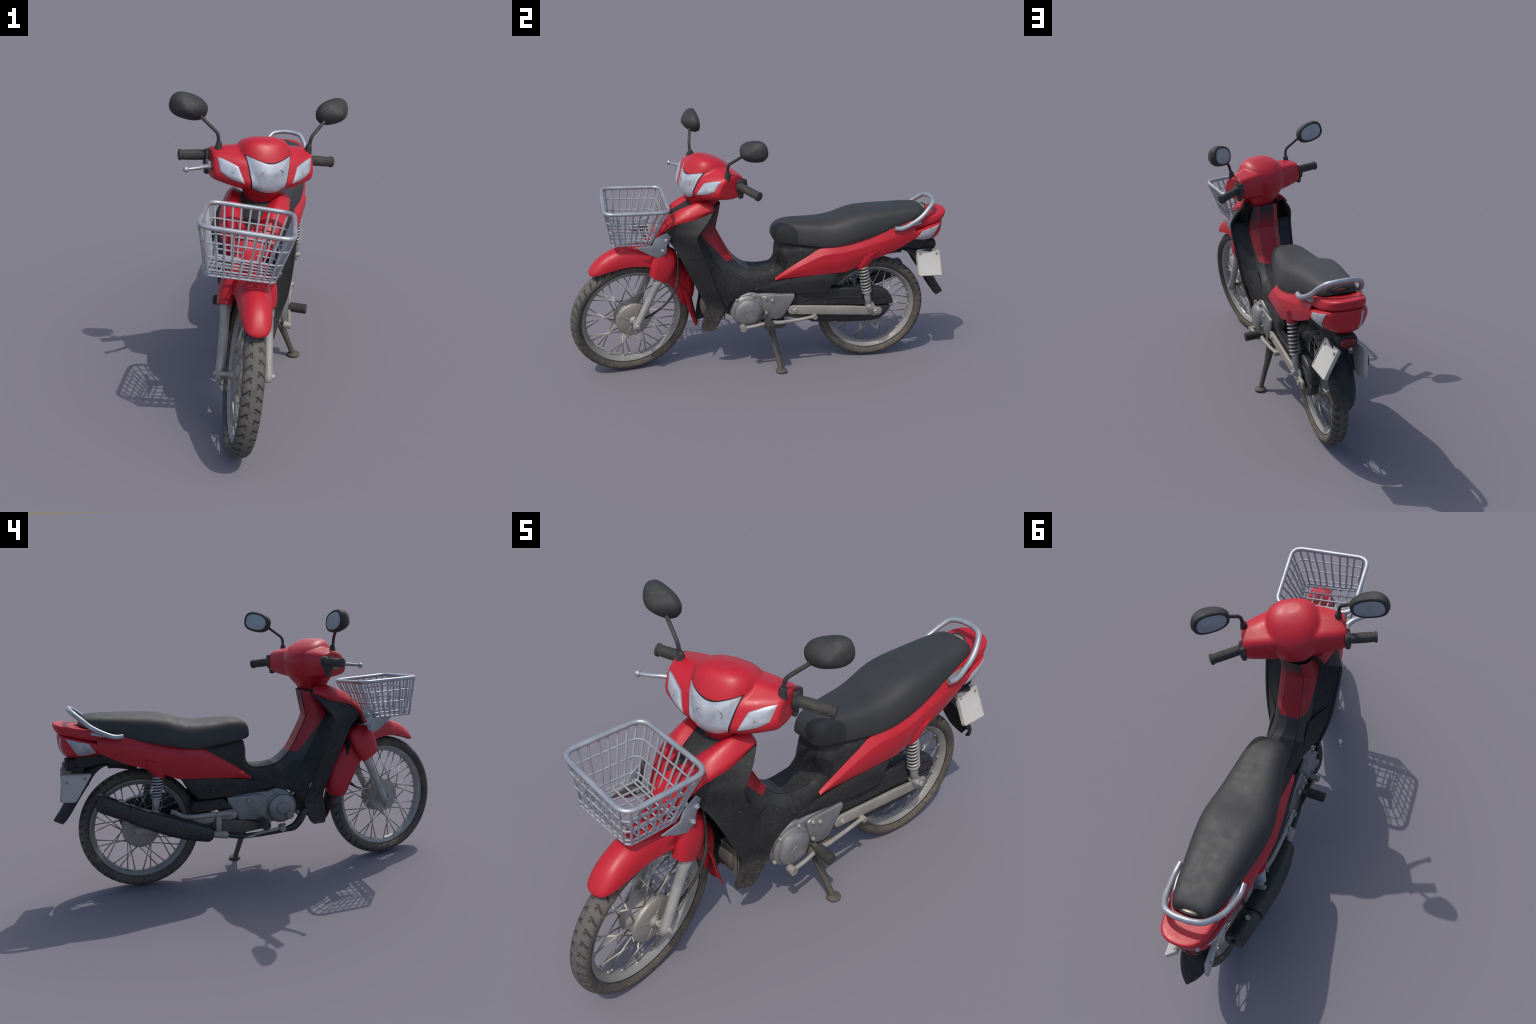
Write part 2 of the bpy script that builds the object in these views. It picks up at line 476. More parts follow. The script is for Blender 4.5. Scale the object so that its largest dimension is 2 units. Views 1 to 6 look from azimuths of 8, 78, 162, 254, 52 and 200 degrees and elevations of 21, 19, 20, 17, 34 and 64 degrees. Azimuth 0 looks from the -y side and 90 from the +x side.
# ------------------------------------------------------------------ fork (wheel frame: lat, back, up)
for s in (1, -1):
    ax = (s*.099, .004, 0) if s > 0 else (s*.084, .032, -.016)
    top = (s*.083, .118 if s > 0 else .135, .235)
    d = (Vector(top)-Vector(ax))
    up = Vector(top) + d*.40
    P = [Vector(ax)-d*.09, Vector(ax)-d*.07, Vector(ax)+d*.0, Vector(ax)+d*.12, Vector(ax)+d*.2, Vector(ax)+d*.86, Vector(ax)+d*.90, Vector(ax)+d*1.0, Vector(ax)+d*1.02]
    leg = bar('fork_leg', P, [.012, .017, .020, .019, .0185, .0195, .0225, .0235, .020], FORK, M=M_front, seg=20)
    bar('fork_tube', [top, up], .0145, CHROME, leg, M_front)
    bolt('axle_nut', Vector(ax)+Vector((s*.018, 0, 0)), (s, 0, 0), .011, .008, FORK, leg, M_front)
    # brake arm / lug under the axle
    slab('brake_arm', [(-.012, .02), (.016, .02), (.010, -.055), (-.006, -.058)], s*.074, s*.084, ALUD, leg, M_front @ Matrix.Translation((0, ax[1], 0)), .003)
    bolt('pinch_bolt', (s*.088, ax[1]+.002, -.048), (s, 0, 0), .007, .008, ALUD, leg, M_front)

# cables at the fork (left) – brake / speedometer cable
bar('cable', [(.080, .00, .012), (.082, .075, .035), (.088, .16, .10), (.090, .205, .19), (.078, .215, .29), (.05, .22, .42)], .0058, RUB, M=M_front, smooth=40)

# ------------------------------------------------------------------ front fender (wheel frame)
def arc_pts(stations, nx=22):
    """stations: angle deg (0=front horizontal, 90=up), crown radius, half width, side drop radius, flare"""
    S = spline(stations, 56); G = []
    for a, rc, hw, rs in S:
        t = math.radians(a); row = []
        for j in range(nx+1):
            u = -1 + 2*j/nx
            au = abs(u)
            x = hw*math.sin(au*math.pi/2*.98)**.9*math.copysign(1, u) if au > 0 else 0
            f = 1-math.cos(au*math.pi/2*.98)
            r = rc - (rc-rs)*f**1.1
            row.append((x, -r*math.cos(t), r*math.sin(t)))
        G.append(row)
    return G
st = [(51.5, .345, .004, .340), (52.3, .350, .022, .342), (54, .357, .036, .340), (58, .368, .047, .332), (65, .383, .055, .324), (75, .395, .060, .318), (88, .403, .064, .314), (100, .405, .070, .312),
      (110, .402, .074, .305), (122, .396, .074, .270), (135, .388, .072, .255), (148, .375, .068, .250), (158, .358, .062, .252), (166, .335, .054, .258), (170, .318, .045, .27)]
fender = sheet('fender', arc_pts(st), RED, .005, M=M_front)
# fork shrouds moulded on the fender sides
for s in (1, -1):
    G = []
    for t, (y, z, rx, ry, xo) in zip(np.linspace(0, 1, 8), spline([(.114, .240, .030, .046, .078), (.126, .270, .033, .054, .076), (.142, .32, .035, .062, .068), (.152, .37, .030, .062, .056), (.160, .40, .018, .05, .045)], 8)):
        row = []
        for a in np.linspace(0, 2*math.pi, 28, endpoint=False):
            ca, sa = math.cos(a), math.sin(a)
            row.append((s*(xo + (.012 if s < 0 else 0)) + rx*math.copysign(abs(ca)**.75, ca), y+ry*math.copysign(abs(sa)**.75, sa) + .25*(0), z - .62*ry*math.copysign(abs(sa)**.75, sa)*.85))
        G.append(row)
    sh = bm_to('fork_shroud', grid_bm(G, close_v=True, cap=True), RED, fender, M_front, 50)

# ------------------------------------------------------------------ basket (wheel frame: lat, back, up)
RIM = {'fr': (-.243, -.095, .618), 'fl': (.090, -.160, .618), 'rl': (.132, .146, .620), 'rr': (-.192, .198, .622)}
BOT = {'fr': (-.203, -.080, .434), 'fl': (.052, -.112, .436), 'rl': (.076, .080, .430), 'rr': (-.156, .126, .438)}
order = ['fl', 'rl', 'rr', 'fr']
rimP = round_path([RIM[k] for k in order], .050, 8, closed=True)
basket = bm_to('basket', tube_bm(rimP, .0096, 14, closed=True), CHROME, M=M_front)
def lerp(a, b, t): return Vector(a)*(1-t) + Vector(b)*t
def ring(t, rad):
    return round_path([lerp(RIM[k], BOT[k], t) for k in order], rad, 8, closed=True)
def wire(P, r=.0030, closed=False):
    return bm_to('wire', tube_bm([p + Vector(rng.normal(0, .0007, 3)) for p in P] if not closed else P, r, 8, closed=closed), WIRE, basket, M_front)
for t in (.30, .60, .88): wire(ring(t, .042*(1-.35*t)), .0034, True)
wire(ring(1.0, .026), .0042, True)
nside = {('fl', 'rl'): 8, ('rl', 'rr'): 9, ('rr', 'fr'): 8, ('fr', 'fl'): 9}
for (a, b), n in nside.items():
    for i in range(n):
        f = .07 + .86*i/(n-1) + rng.normal(0, .006)
        top = lerp(RIM[a], RIM[b], f); bot = lerp(BOT[a], BOT[b], f)
        mid = lerp(top, bot, .5) + Vector(rng.normal(0, .0015, 3))
        wire(spline([top, mid, lerp(top, bot, .9), bot], 9), .0041)
for i in range(6):
    f = .08+.84*i/5; wire([lerp(BOT['fl'], BOT['rl'], f)+Vector((0, 0, .003)), lerp(BOT['fr'], BOT['rr'], f)+Vector((0, 0, .003))], .0037)
for i in range(7):
    f = .06+.88*i/6; wire([lerp(BOT['fl'], BOT['fr'], f)+Vector((0, 0, -.003)), lerp(BOT['rl'], BOT['rr'], f)+Vector((0, 0, -.003))], .0037)
# brackets on both sides holding it to the fork
for s in (1, -1):
    x = .086 if s > 0 else -.150
    off = 0 if s > 0 else .012
    P = [(-.010, .432), (.075, .432), (.090, .470), (.148, .495), (.170, .470), (.150, .420), (.150, .385), (.110, .362), (.06, .385), (.0, .425)]
    br = slab('basket_bracket', [(y+off, z) for y, z in P], x, x+s*.006, BRK, M=M_front, bevel=.0015)
    for (y, z) in ((.145, .455), (.130, .400)):
        bolt('bracket_bolt', (x+s*.008, y+off, z), (s, 0, 0), .010, .008, CHROME, br, M_front)
slab('basket_bracket', [(.105, .398), (.155, .398), (.155, .406), (.105, .406)], -.150, .086, BRK, M=M_front, bevel=.002)

# ------------------------------------------------------------------ handlebar cowl (head frame)
def superellipse(xh, y0, y1, z, e=2.4, n=40):
    yc, yh = (y0+y1)/2, (y1-y0)/2; out = []
    for a in np.linspace(0, 2*math.pi, n, endpoint=False):
        c, s = math.cos(a), math.sin(a)
        out.append((xh*math.copysign(abs(c)**(2/e), c), yc+yh*math.copysign(abs(s)**(2/e), s), z))
    return out
bulb = spline([(.900, .060, -.070, .046), (.935, .067, -.088, .072), (.965, .082, -.113, .100), (1.0, .098, -.121, .120), (1.05, .108, -.118, .132), (1.09, .108, -.106, .120),
               (1.12, .102, -.091, .094), (1.141, .087, -.076, .060), (1.153, .066, -.060, .028), (1.159, .038, -.044, .004)], 40)
bm = grid_bm([superellipse(xh, a, b, z) for z, xh, a, b in bulb], close_v=True, cap=True)
arm = {.203: [(-.022, 1.080), (-.046, 1.03), (-.036, 1.0), (.03, .99), (.082, 1.002), (.098, 1.05), (.084, 1.094), (.03, 1.106)],
       .185: [(-.034, 1.088), (-.062, 1.022), (-.050, .992), (.03, .982), (.090, .998), (.105, 1.05), (.091, 1.098), (.02, 1.112)],
       .10: [(-.080, 1.080), (-.108, 1.0), (-.088, .972), (.03, .968), (.095, .988), (.110, 1.05), (.097, 1.105), (-.005, 1.124)],
       .0: [(-.10, 1.075), (-.116, 1.0), (-.1, .968), (.03, .963), (.095, .984), (.112, 1.05), (.1, 1.102), (-.02, 1.12)]}
keys = [-.203, -.185, -.10, 0, .10, .185, .203]
secs = np.array([[(x, y, z) for y, z in round_path and [(p[0], p[1]) for p in arm[abs(x)]]] for x in keys])
rows = []
for x, sec in zip(keys, secs):
    pth = round_path([(x, y, z) for _, y, z in sec], .022, 4, closed=True)
    rows.append([tuple(p) for p in pth])
rows = spline(np.array(rows), 36)
grid_bm(rows, close_v=True, cap=True, bm=bm)
bmesh.ops.recalc_face_normals(bm, faces=bm.faces[:])
cowl = bm_to('handlebar_cowl', bm, RED)
m = cowl.modifiers.new('union', 'REMESH'); m.mode = 'VOXEL'; m.voxel_size = .0042; m.use_smooth_shade = True
m = cowl.modifiers.new('relax', 'SMOOTH'); m.iterations = 10; m.factor = .5
bake(cowl, 60)
HB = BVHTree.FromPolygons([v.co.copy() for v in cowl.data.vertices], [p.vertices[:] for p in cowl.data.polygons])

def cast_patch(bvh, outline, name, mat, proud, dome=0., thick=.004, n=26, parent=None, M=None, direction=(0, 1, 0), plane='XZ', grow=0., origin=-1.0, angle=40):
    """outline: 4 sides (lists of 2D points: top l->r, bottom l->r) projected onto a surface"""
    top, bot = [spline(o, n) for o in outline]
    d = Vector(direction); G = []
    c = (top.mean(0)+bot.mean(0))/2
    for i in range(n):
        row = []
        for j in range(n):
            u, v = i/(n-1), j/(n-1)
            p = top[i]*(1-v)+bot[i]*v
            if grow:
                e = (p-c); p = c + e*(1+grow/np.linalg.norm(e)) if np.linalg.norm(e) > 1e-6 else p
            if plane == 'XZ': o = Vector((p[0], origin, p[1]))
            else: o = Vector((origin, p[0], p[1]))
            hit, nor, _, _ = bvh.ray_cast(o, d)
            if hit is None: hit, nor, _, _ = bvh.find_nearest(o)
            k = 1-max(abs(2*u-1), abs(2*v-1))**3
            row.append(hit - d*(proud + dome*k))
        G.append(row)
    return sheet(name, G, mat, thick, parent, M, angle=angle)

lamp_o = ([(-.087, 1.100), (-.055, 1.090), (-.02, 1.079), (0, 1.077), (.02, 1.079), (.055, 1.090), (.087, 1.100)],
          [(-.064, .984), (-.042, .974), (-.02, .968), (0, .966), (.02, .968), (.042, .974), (.064, .984)])
cast_patch(HB, lamp_o, 'lamp_gap_patch', DARK, -.0008, 0, .003, parent=cowl, M=M_head, grow=.0045)  # dark patch behind the lens, standing in for the gap round it
headlamp = cast_patch(HB, lamp_o, 'headlamp', LAMP, .0015, .005, .005, parent=cowl, M=M_head)
# reflector rings seen in the lens
for x, z in ((-.025, 1.038), (.038, 1.045)):
    h, nrm, _, _ = HB.ray_cast(Vector((x, -1, z)), Vector((0, 1, 0)))
    ringbm = tube_bm([h+Vector((.012*math.cos(a), -.0055, .012*math.sin(a))) for a in np.linspace(0, 2*math.pi, 24, endpoint=False)], .0016, 6, closed=True)
    bm_to('bulb_ring', ringbm, LAMPD, headlamp, M_head)
    bm = bmesh.new(); bmesh.ops.create_uvsphere(bm, u_segments=16, v_segments=8, radius=1); bm.transform(Matrix.Translation(h+Vector((0, -.005, 0))) @ Matrix.Diagonal((.006, .0022, .006, 1)))
    bm_to('bulb', bm, LAMPD, headlamp, M_head)
for s in (1, -1):
    top = [(s*.121, 1.058), (s*.142, 1.067), (s*.165, 1.076), (s*.188, 1.081)]
    bot = [(s*.097, 1.000), (s*.122, 1.007), (s*.152, 1.018), (s*.178, 1.034)]
    if s < 0: top, bot = top[::-1], bot[::-1]
    cast_patch(HB, (top, bot), 'lens_frame', CHROME, .0002, 0, .003, parent=cowl, M=M_head, grow=.003)
    sig = cast_patch(HB, (top, bot), 'turn_signal', LAMP, .0018, .004, .004, parent=cowl, M=M_head)
    h, nrm, _, _ = HB.ray_cast(Vector((s*.142, -1, 1.036)), Vector((0, 1, 0)))
    bm = bmesh.new(); bmesh.ops.create_uvsphere(bm, u_segments=16, v_segments=8, radius=1)
    bm.transform(Matrix.Translation(h+Vector((0, -.0058, 0))) @ Vector((0, 1, 0)).rotation_difference(nrm).to_matrix().to_4x4() @ Matrix.Diagonal((.010, .0022, .008, 1)))
    bm_to('bulb', bm, LAMPD, sig, M_head)
for v in cowl.data.vertices: v.co = M_head @ v.co
cowl.data.update()

# grips, switch housings, bar ends, lever
for s in (1, -1):
    a, b = (Vector((.200, .068, 1.049)), Vector((.337, .094, 1.034))) if s > 0 else (Vector((-.194, .086, 1.062)), Vector((-.318, .090, 1.060)))
    d = (b-a); n = 40; P = []; R = []
    for i in range(n+1):
        t = i/n; P.append(a+d*t)
        r = .0190 + .0010*math.sin(t*3.1)
        if t < .08: r = .026
        elif t < .14: r = .0225
        if t > .88: r = .0190
        if t > .91: r = .0228
        if t > .985: r = .017
        R.append(r)
    grip = bar('grip', P, R, RUB, M=M_head, seg=28)
    for k in range(7):
        aa = 2*math.pi*k/7
        nrm = Vector((0, math.cos(aa), math.sin(aa)))
        bar('grip_rib', [a+d*.2+nrm*.0192, a+d*.55+nrm*.0198, a+d*.86+nrm*.0188], .0016, RUB, grip, M_head, seg=6)
    slab('switch_housing', [(.052, 1.085), (.10, 1.085), (.107, 1.05), (.098, 1.018), (.06, 1.01), (.046, 1.04)], s*.192, s*.216, RUB, M=M_head, bevel=.006)
    slab('switch_housing', [(.060, 1.02), (.088, 1.02), (.086, .990), (.064, .988)], s*.196, s*.214, RUB, M=M_head, bevel=.004)
# brake lever on the rider's right
lev = [(-.192, .030, 1.030), (-.210, .002, 1.036), (-.235, -.014, 1.040), (-.27, -.027, 1.038), (-.305, -.034, 1.036)]
lever = bar('brake_lever', spline(lev, 26), list(np.linspace(.015, .0082, 26)), CHROME, M=M_head, seg=12, flat=.75)
bm = bmesh.new(); bmesh.ops.create_icosphere(bm, subdivisions=3, radius=.0125); bm.transform(Matrix.Translation((-.312, -.035, 1.035)))
bm_to('lever_ball', bm, CHROME, lever, M_head)
slab('lever_clamp', [(-.004, 1.02), (.05, 1.02), (.05, 1.055), (.01, 1.055)], -.216, -.192, ALU, lever, M_head, .005)

# mirrors
for s in (1, -1):
    base = Vector((.190, .004, 1.102)) if s > 0 else Vector((-.177, .012, 1.106)); bend = base+Vector((s*.006, -.005, .060)); joint = Vector((.251, .030, 1.210)) if s > 0 else Vector((-.240, .042, 1.216))
    cen = Vector((.303, .064, 1.247)) if s > 0 else Vector((-.290, .080, 1.250))
    P = round_path([base, bend, joint + (joint-bend)*.12], .018, 6)
    stem = bar('mirror_stem', P, .0070, MIRR, M=M_head)
    lathe('stem_boot', [(-.012, 0), (-.012, .0155), (.012, .0135), (.024, .0115), (.026, .0085), (.030, .007), (.030, 0)], MIRR, 'Z', base, stem, M_head, 20)
    # shell: ellipsoid-ish cup, flattened on the glass side
    yaw = math.radians(20 if s > 0 else -14)
    roll = math.radians(-12 if s > 0 else 13)
    R = Matrix.Translation(cen) @ Matrix.Rotation(yaw, 4, 'Z') @ Matrix.Rotation(math.radians(6), 4, 'X') @ Matrix.Rotation(roll, 4, 'Y')
    G = []; nu, nv = 30, 44
    for i in range(nu+1):
        u = i/nu
        # u 0: nose of shell (front), 1: glass plane
        prof = math.sin(min(1, u*1.25)*math.pi/2)**.66*(1-.06*max(0, u-.75)/.25)
        y = -.052*(1-u)**1.15 + .026*u - .002
        row = []
        for a in np.linspace(0, 2*math.pi, nv, endpoint=False):
            c, sn = math.cos(a), math.sin(a)
            ex = 2/2.5
            x = .076*math.copysign(abs(c)**ex, c)*prof
            z = (.051 + .004*s*c)*math.copysign(abs(sn)**ex, sn)*prof
            row.append((x, y, z))
        G.append(row)
    # lip turning in to the glass
    last = np.array(G[-1]); G.append((last*np.array([.90, 1, .88])+np.array([0, .0035, 0])).tolist())
    G.append((last*np.array([.82, 1, .78])+np.array([0, .0025, 0])).tolist())
    G[0] = [(0, -.054, 0)]*nv
    bm = grid_bm(G, close_v=True); bmesh.ops.remove_doubles(bm, verts=bm.verts[:], dist=1e-5)
    mir = bm_to('mirror', bm, MIRR, M=M_head @ R, angle=60)
    gg = []
    for k in range(9):
        f = k/8
        gg.append([(p[0]*f*.82, .0265 + .0010*(1-f*f), p[2]*f*.78) for p in last])
    bm = grid_bm(gg, close_v=True); bmesh.ops.remove_doubles(bm, verts=bm.verts[:], dist=1e-5)
    bm_to('mirror_glass', bm, GLASS, mir, M_head @ R, recalc=True)
    stem.parent = mir

# ------------------------------------------------------------------ front cover (red wings) and steering cover
Sg = [(.120, -.292, .897), (.131, -.383, .864), (.126, -.452, .845), (.114, -.498, .820), (.098, -.530, .786), (.074, -.556, .742), (.050, -.572, .700)]
Sb = [(.127, -.293, .912), (.130, -.375, .892), (.124, -.445, .868), (.111, -.498, .838), (.095, -.535, .800), (.070, -.565, .752), (.045, -.582, .705)]
Tp = [(.102, -.300, .938), (.098, -.355, .938), (.088, -.428, .908), (.075, -.487, .870), (.060, -.538, .822), (.042, -.575, .766), (.026, -.592, .712)]
Vi = [(.068, -.304, .926), (.062, -.365, .917), (.045, -.430, .889), (.029, -.482, .862), (.0, -.535, .836), (.0, -.580, .772), (.0, -.596, .714)]
nr = 44
cur = [spline(c, nr) for c in (Sg, Sb, Tp, Vi)]
G = [spline([c[i] for c in cur], 16) for i in range(nr)]
# rear rounded nose of the wing closes down
g0 = np.array(G[0])
gc = g0.mean(0)+np.array([0, 0, -.006])
nose = [gc+(g0-gc)*.86+np.array([0, .007, 0]), gc+(g0-gc)*.55+np.array([0, .010, 0])]
G = [nose[1], nose[0]] + G
for g in G: g[:, 0] = np.maximum(g[:, 0], 0)
front = sheet('nose_cover', G, RED, .006, mirror=True, angle=45)
lin = np.array(G)+np.array([0, .007, -.006]); lin[..., 0] = np.maximum(lin[..., 0]-.004, 0)
sheet('nose_dark_sheet', lin, PLA, .003, parent=front, mirror=True)  # black sheet added so the inside of the cover shows dark
# black V insert
Vn = spline(Vi[:5], 24); rows = []
for x, y, z in Vn:
    rows.append([(x*u*1.02, y-.004+.006*u*u, z+.004-.006*u*u) for u in np.linspace(-1, 1, 15)])
sheet('steering_cover', rows, PLA, .005)
# collar under the handlebar cowl
bm = grid_bm([superellipse(x, a, b, z) for x, a, b, z in ((.062, -.385, -.250, .880), (.062, -.385, -.250, .908), (.056, -.375, -.255, .916), (.04, -.36, -.27, .916))], close_v=True, cap=True)
bm_to('steering_collar', bm, PLA)

# ------------------------------------------------------------------ leg shields
Rm = [(.128, -.286, .900), (.156, -.322, .852), (.169, -.358, .806), (.171, -.370, .775), (.169, -.355, .715), (.165, -.328, .653), (.157, -.293, .560), (.143, -.258, .460), (.120, -.226, .370), (.106, -.243, .300), (.092, -.264, .232)]
Fm = [(.131, -.340, .874), (.126, -.452, .842), (.106, -.515, .803), (.094, -.520, .765), (.094, -.488, .728), (.108, -.447, .660), (.108, -.398, .560), (.098, -.350, .460), (.086, -.314, .385), (.074, -.324, .300), (.058, -.336, .224)]
Ra, Fa = spline(Rm, 64), spline(Fm, 64)
for k, sc in ((63, .62), (62, .84), (61, .95)):      # rounded lower end
    c = (Ra[k]+Fa[k])/2; Ra[k] = c+(Ra[k]-c)*sc; Fa[k] = c+(Fa[k]-c)*sc
def shield_grid(off=0):
    G = []
    for i in range(64):
        t = i/63
        row = []
        bul = -.010*math.sin(math.pi*min(1, t*1.1))*(1 if t < .75 else max(.2, 1-(t-.75)*3))
        for j in range(18):
            u = j/17
            p = Fa[i]*(1-u)+Ra[i]*u
            p = p + np.array([bul*4*u*(1-u), 0, 0])
            row.append(p)
        # rolled rear rim
        row.append(Ra[i]+np.array([-.006, .004, 0])); row.append(Ra[i]+np.array([-.016, -.002, 0]))
        G.append(row)
    return np.array(G)
leg = sheet('leg_shield', shield_grid(), PLA, .005, angle=40)
leg_r = mirror_copy(leg)
for v in leg_r.data.vertices:      # the right shield's foot is a little broader at the front
    k = min(1, max(0, (.50-v.co.z)/.12))*min(1, max(0, (-.235-v.co.y)/.08))
    v.co.y -= .020*k
leg_r.data.update()

# inner pocket panel behind each shield; black sheet also added across the open hollow
Tn = [(.060, -.325, .900), (.066, -.355, .850), (.072, -.372, .800), (.076, -.345, .760), (.079, -.308, .700), (.080, -.272, .640), (.081, -.232, .575), (.084, -.19, .51)]
Rr = Rm[:8]
a, b = spline(Tn, 40), spline(Rr, 40)
G = []
for i in range(40):
    row = []
    for j in range(12):
        u = j/11
        p = a[i]*(1-u)+b[i]*u + np.array([-.006*u, -(.040 if i < 13 else .006)*math.sin(math.pi*u)**.8*(1 if i < 30 else max(0, (39-i)/9)), 0])
        row.append(p)
    G.append(row)
inner = sheet('inner_panel', G, PLA, .004)
mirror_copy(inner)

# lower side cover joining shield, floor and engine arch
A = spline([(.148, -.302, .590), (.136, -.272, .510), (.122, -.243, .430), (.106, -.222, .362)], 22)
B = spline([(.079, -.185, .572), (.083, -.120, .525), (.086, -.085, .490), (.084, -.070, .455)], 22)
Mi = spline([(.098, -.235, .566), (.101, -.195, .515), (.103, -.170, .460), (.099, -.165, .418)], 22)
G = [spline([A[i], Mi[i], B[i]], 16) for i in range(22)]
sc = sheet('side_cover', G, PLA, .005)
mirror_copy(sc)

# splash guard behind the front wheel: red inside, black outside
def splash(off):
    G = []
    for y, z, w, dep in spline([(-.475, .640, .070, .03), (-.435, .54, .064, .03), (-.395, .44, .058, .028), (-.370, .33, .056, .024), (-.352, .255, .046, .014), (-.346, .236, .030, .008)], 24):
        G.append([(w*u - .004, y - dep*u*u + off*1.0, z) for u in np.linspace(-1, 1 if off == 0 else -.05, 17)])
    return G
sp = sheet('splash_guard', splash(0), RED, .003)
sheet('splash_guard', splash(.0050), PLA, .003)

# ------------------------------------------------------------------ centre body: tunnel, floor and under-seat cover
FR = [0, .06, .16, .30, .5, .75, 1.0]
BODY = [  # outer (y,z), inner (y,z), half widths at FR
    ((-.240, .915), (-.350, .900), (.036, .040, .058, .066, .066, .055, .03)),
    ((-.249, .860), (-.380, .820), (.036, .041, .060, .071, .073, .068, .05)),
    ((-.260, .800), (-.400, .730), (.036, .041, .062, .076, .080, .076, .06)),
    ((-.258, .775), (-.400, .690), (.036, .041, .062, .078, .082, .078, .06)),
    ((-.215, .692), (-.370, .600), (.038, .043, .064, .079, .083, .080, .06)),
    ((-.172, .622), (-.310, .480), (.041, .046, .066, .080, .084, .082, .06)),
    ((-.115, .572), (-.215, .430), (.046, .052, .070, .082, .086, .084, .06)),
    ((-.055, .556), (-.110, .425), (.052, .058, .074, .084, .088, .086, .06)),
    ((.000, .556), (-.010, .430), (.056, .062, .077, .086, .090, .088, .06)),
    ((.038, .566), (.050, .435), (.054, .060, .076, .084, .088, .086, .06)),
    ((.056, .600), (.110, .440), (.050, .058, .075, .086, .091, .088, .06)),
    ((.058, .655), (.170, .440), (.050, .060, .078, .090, .095, .090, .06)),
    ((.075, .705), (.210, .440), (.052, .064, .085, .094, .098, .092, .06)),
    ((.140, .715), (.250, .440), (.054, .070, .092, .098, .101, .095, .06)),
    ((.260, .705), (.305, .442), (.08, .095, .106, .110, .110, .102, .06)),
    ((.370, .700), (.370, .520), (.09, .10, .104, .106, .104, .08, .05)),
]
rows = []
for O, In, W in BODY:
    half = spline([(w, f) for w, f in zip(W, FR)], 22)
    r = []
    for w, f in half: r.append((w, O[0]+(In[0]-O[0])*f, O[1]+(In[1]-O[1])*f))
    r2 = [(-x, y, z) for x, y, z in r[::-1]]
    rows.append(r + r2)
rows = spline(np.array(rows), 106)
split = 45       # tunnel (painted red) / floor + under-seat cover
tun = bm_to('tunnel_cover', grid_bm(rows[:split+1], close_v=True), TUN, angle=28)
bod = bm_to('body_cover', grid_bm(rows[split:], close_v=True), PLA, angle=28)
# raised seam lines down the tunnel
for s in (1, -1):
    P = [Vector(r[2])*1.0 if s > 0 else Vector(r[-3]) for r in rows[2:split+26]]
    bar('seam', P, .0016, DARK, tun, seg=6)

# black lower side trim wedge with a chamfered upper edge (both sides)
UP = spline([(.090, -.068, .462), (.099, .03, .500), (.109, .15, .522), (.123, .295, .543), (.126, .345, .545), (.112, .395, .548)], 40)
MD = spline([(.092, -.066, .458), (.104, .05, .482), (.116, .17, .500), (.130, .30, .516), (.130, .345, .500), (.112, .380, .520)], 40)
LO = spline([(.088, -.060, .452), (.097, .05, .440), (.107, .17, .436), (.118, .295, .440), (.116, .325, .452), (.100, .365, .500)], 40)
G = [spline([UP[i], MD[i], (MD[i]+LO[i])/2+np.array([.001, 0, 0]), LO[i]], 12) for i in range(40)]
trim = sheet('side_trim', G, PLA, .006, angle=25)
mirror_copy(trim)

# ------------------------------------------------------------------ seat
ST = [  # y, top, bottom, half width
    (.030, .745, .728, .030), (.036, .765, .716, .052), (.052, .785, .708, .068), (.080, .799, .704, .080), (.13, .807, .700, .092), (.21, .807, .694, .108), (.30, .810, .688, .124),
    (.37, .823, .698, .136), (.43, .845, .714, .140), (.48, .858, .726, .138), (.55, .866, .744, .131), (.65, .873, .776, .115), (.74, .878, .806, .100), (.80, .878, .822, .087), (.828, .870, .830, .077), (.840, .853, .834, .066), (.845, .842, .838, .05)]
SH = [(0, 1), (.25, .996), (.5, .972), (.70, .905), (.84, .78), (.93, .58), (.985, .34), (1.0, .16), (.985, .05), (.94, .0), (.6, -.02), (0, -.02)]
sh = spline(SH, 40); rows = []
for y, zt, zb, hw in spline(ST, 80):
    r = [(hw*a, y, zb+(zt-zb)*b) for a, b in sh]
    rows.append(r + [(-x, yy, z) for x, yy, z in r[::-1][1:-1]])
seat = bm_to('seat', grid_bm(rows, close_v=True, cap=True), SEAT, angle=60)
# lock plate recess at the back of the seat
R = Matrix.Translation((.0, .838, .858)) @ Matrix.Rotation(math.radians(-38), 4, 'X')
bm = bmesh.new(); bmesh.ops.create_uvsphere(bm, u_segments=28, v_segments=12, radius=1); bm.transform(R @ Matrix.Diagonal((.030, .008, .013, 1)))
bm_to('seat_lock', bm, BRASS, seat)
bm = tube_bm([R @ Vector((.034*math.cos(a), .002, .017*math.sin(a))) for a in np.linspace(0, 2*math.pi, 32, endpoint=False)], .004, 8, closed=True)
bm_to('lock_rim', bm, SEAT, seat)

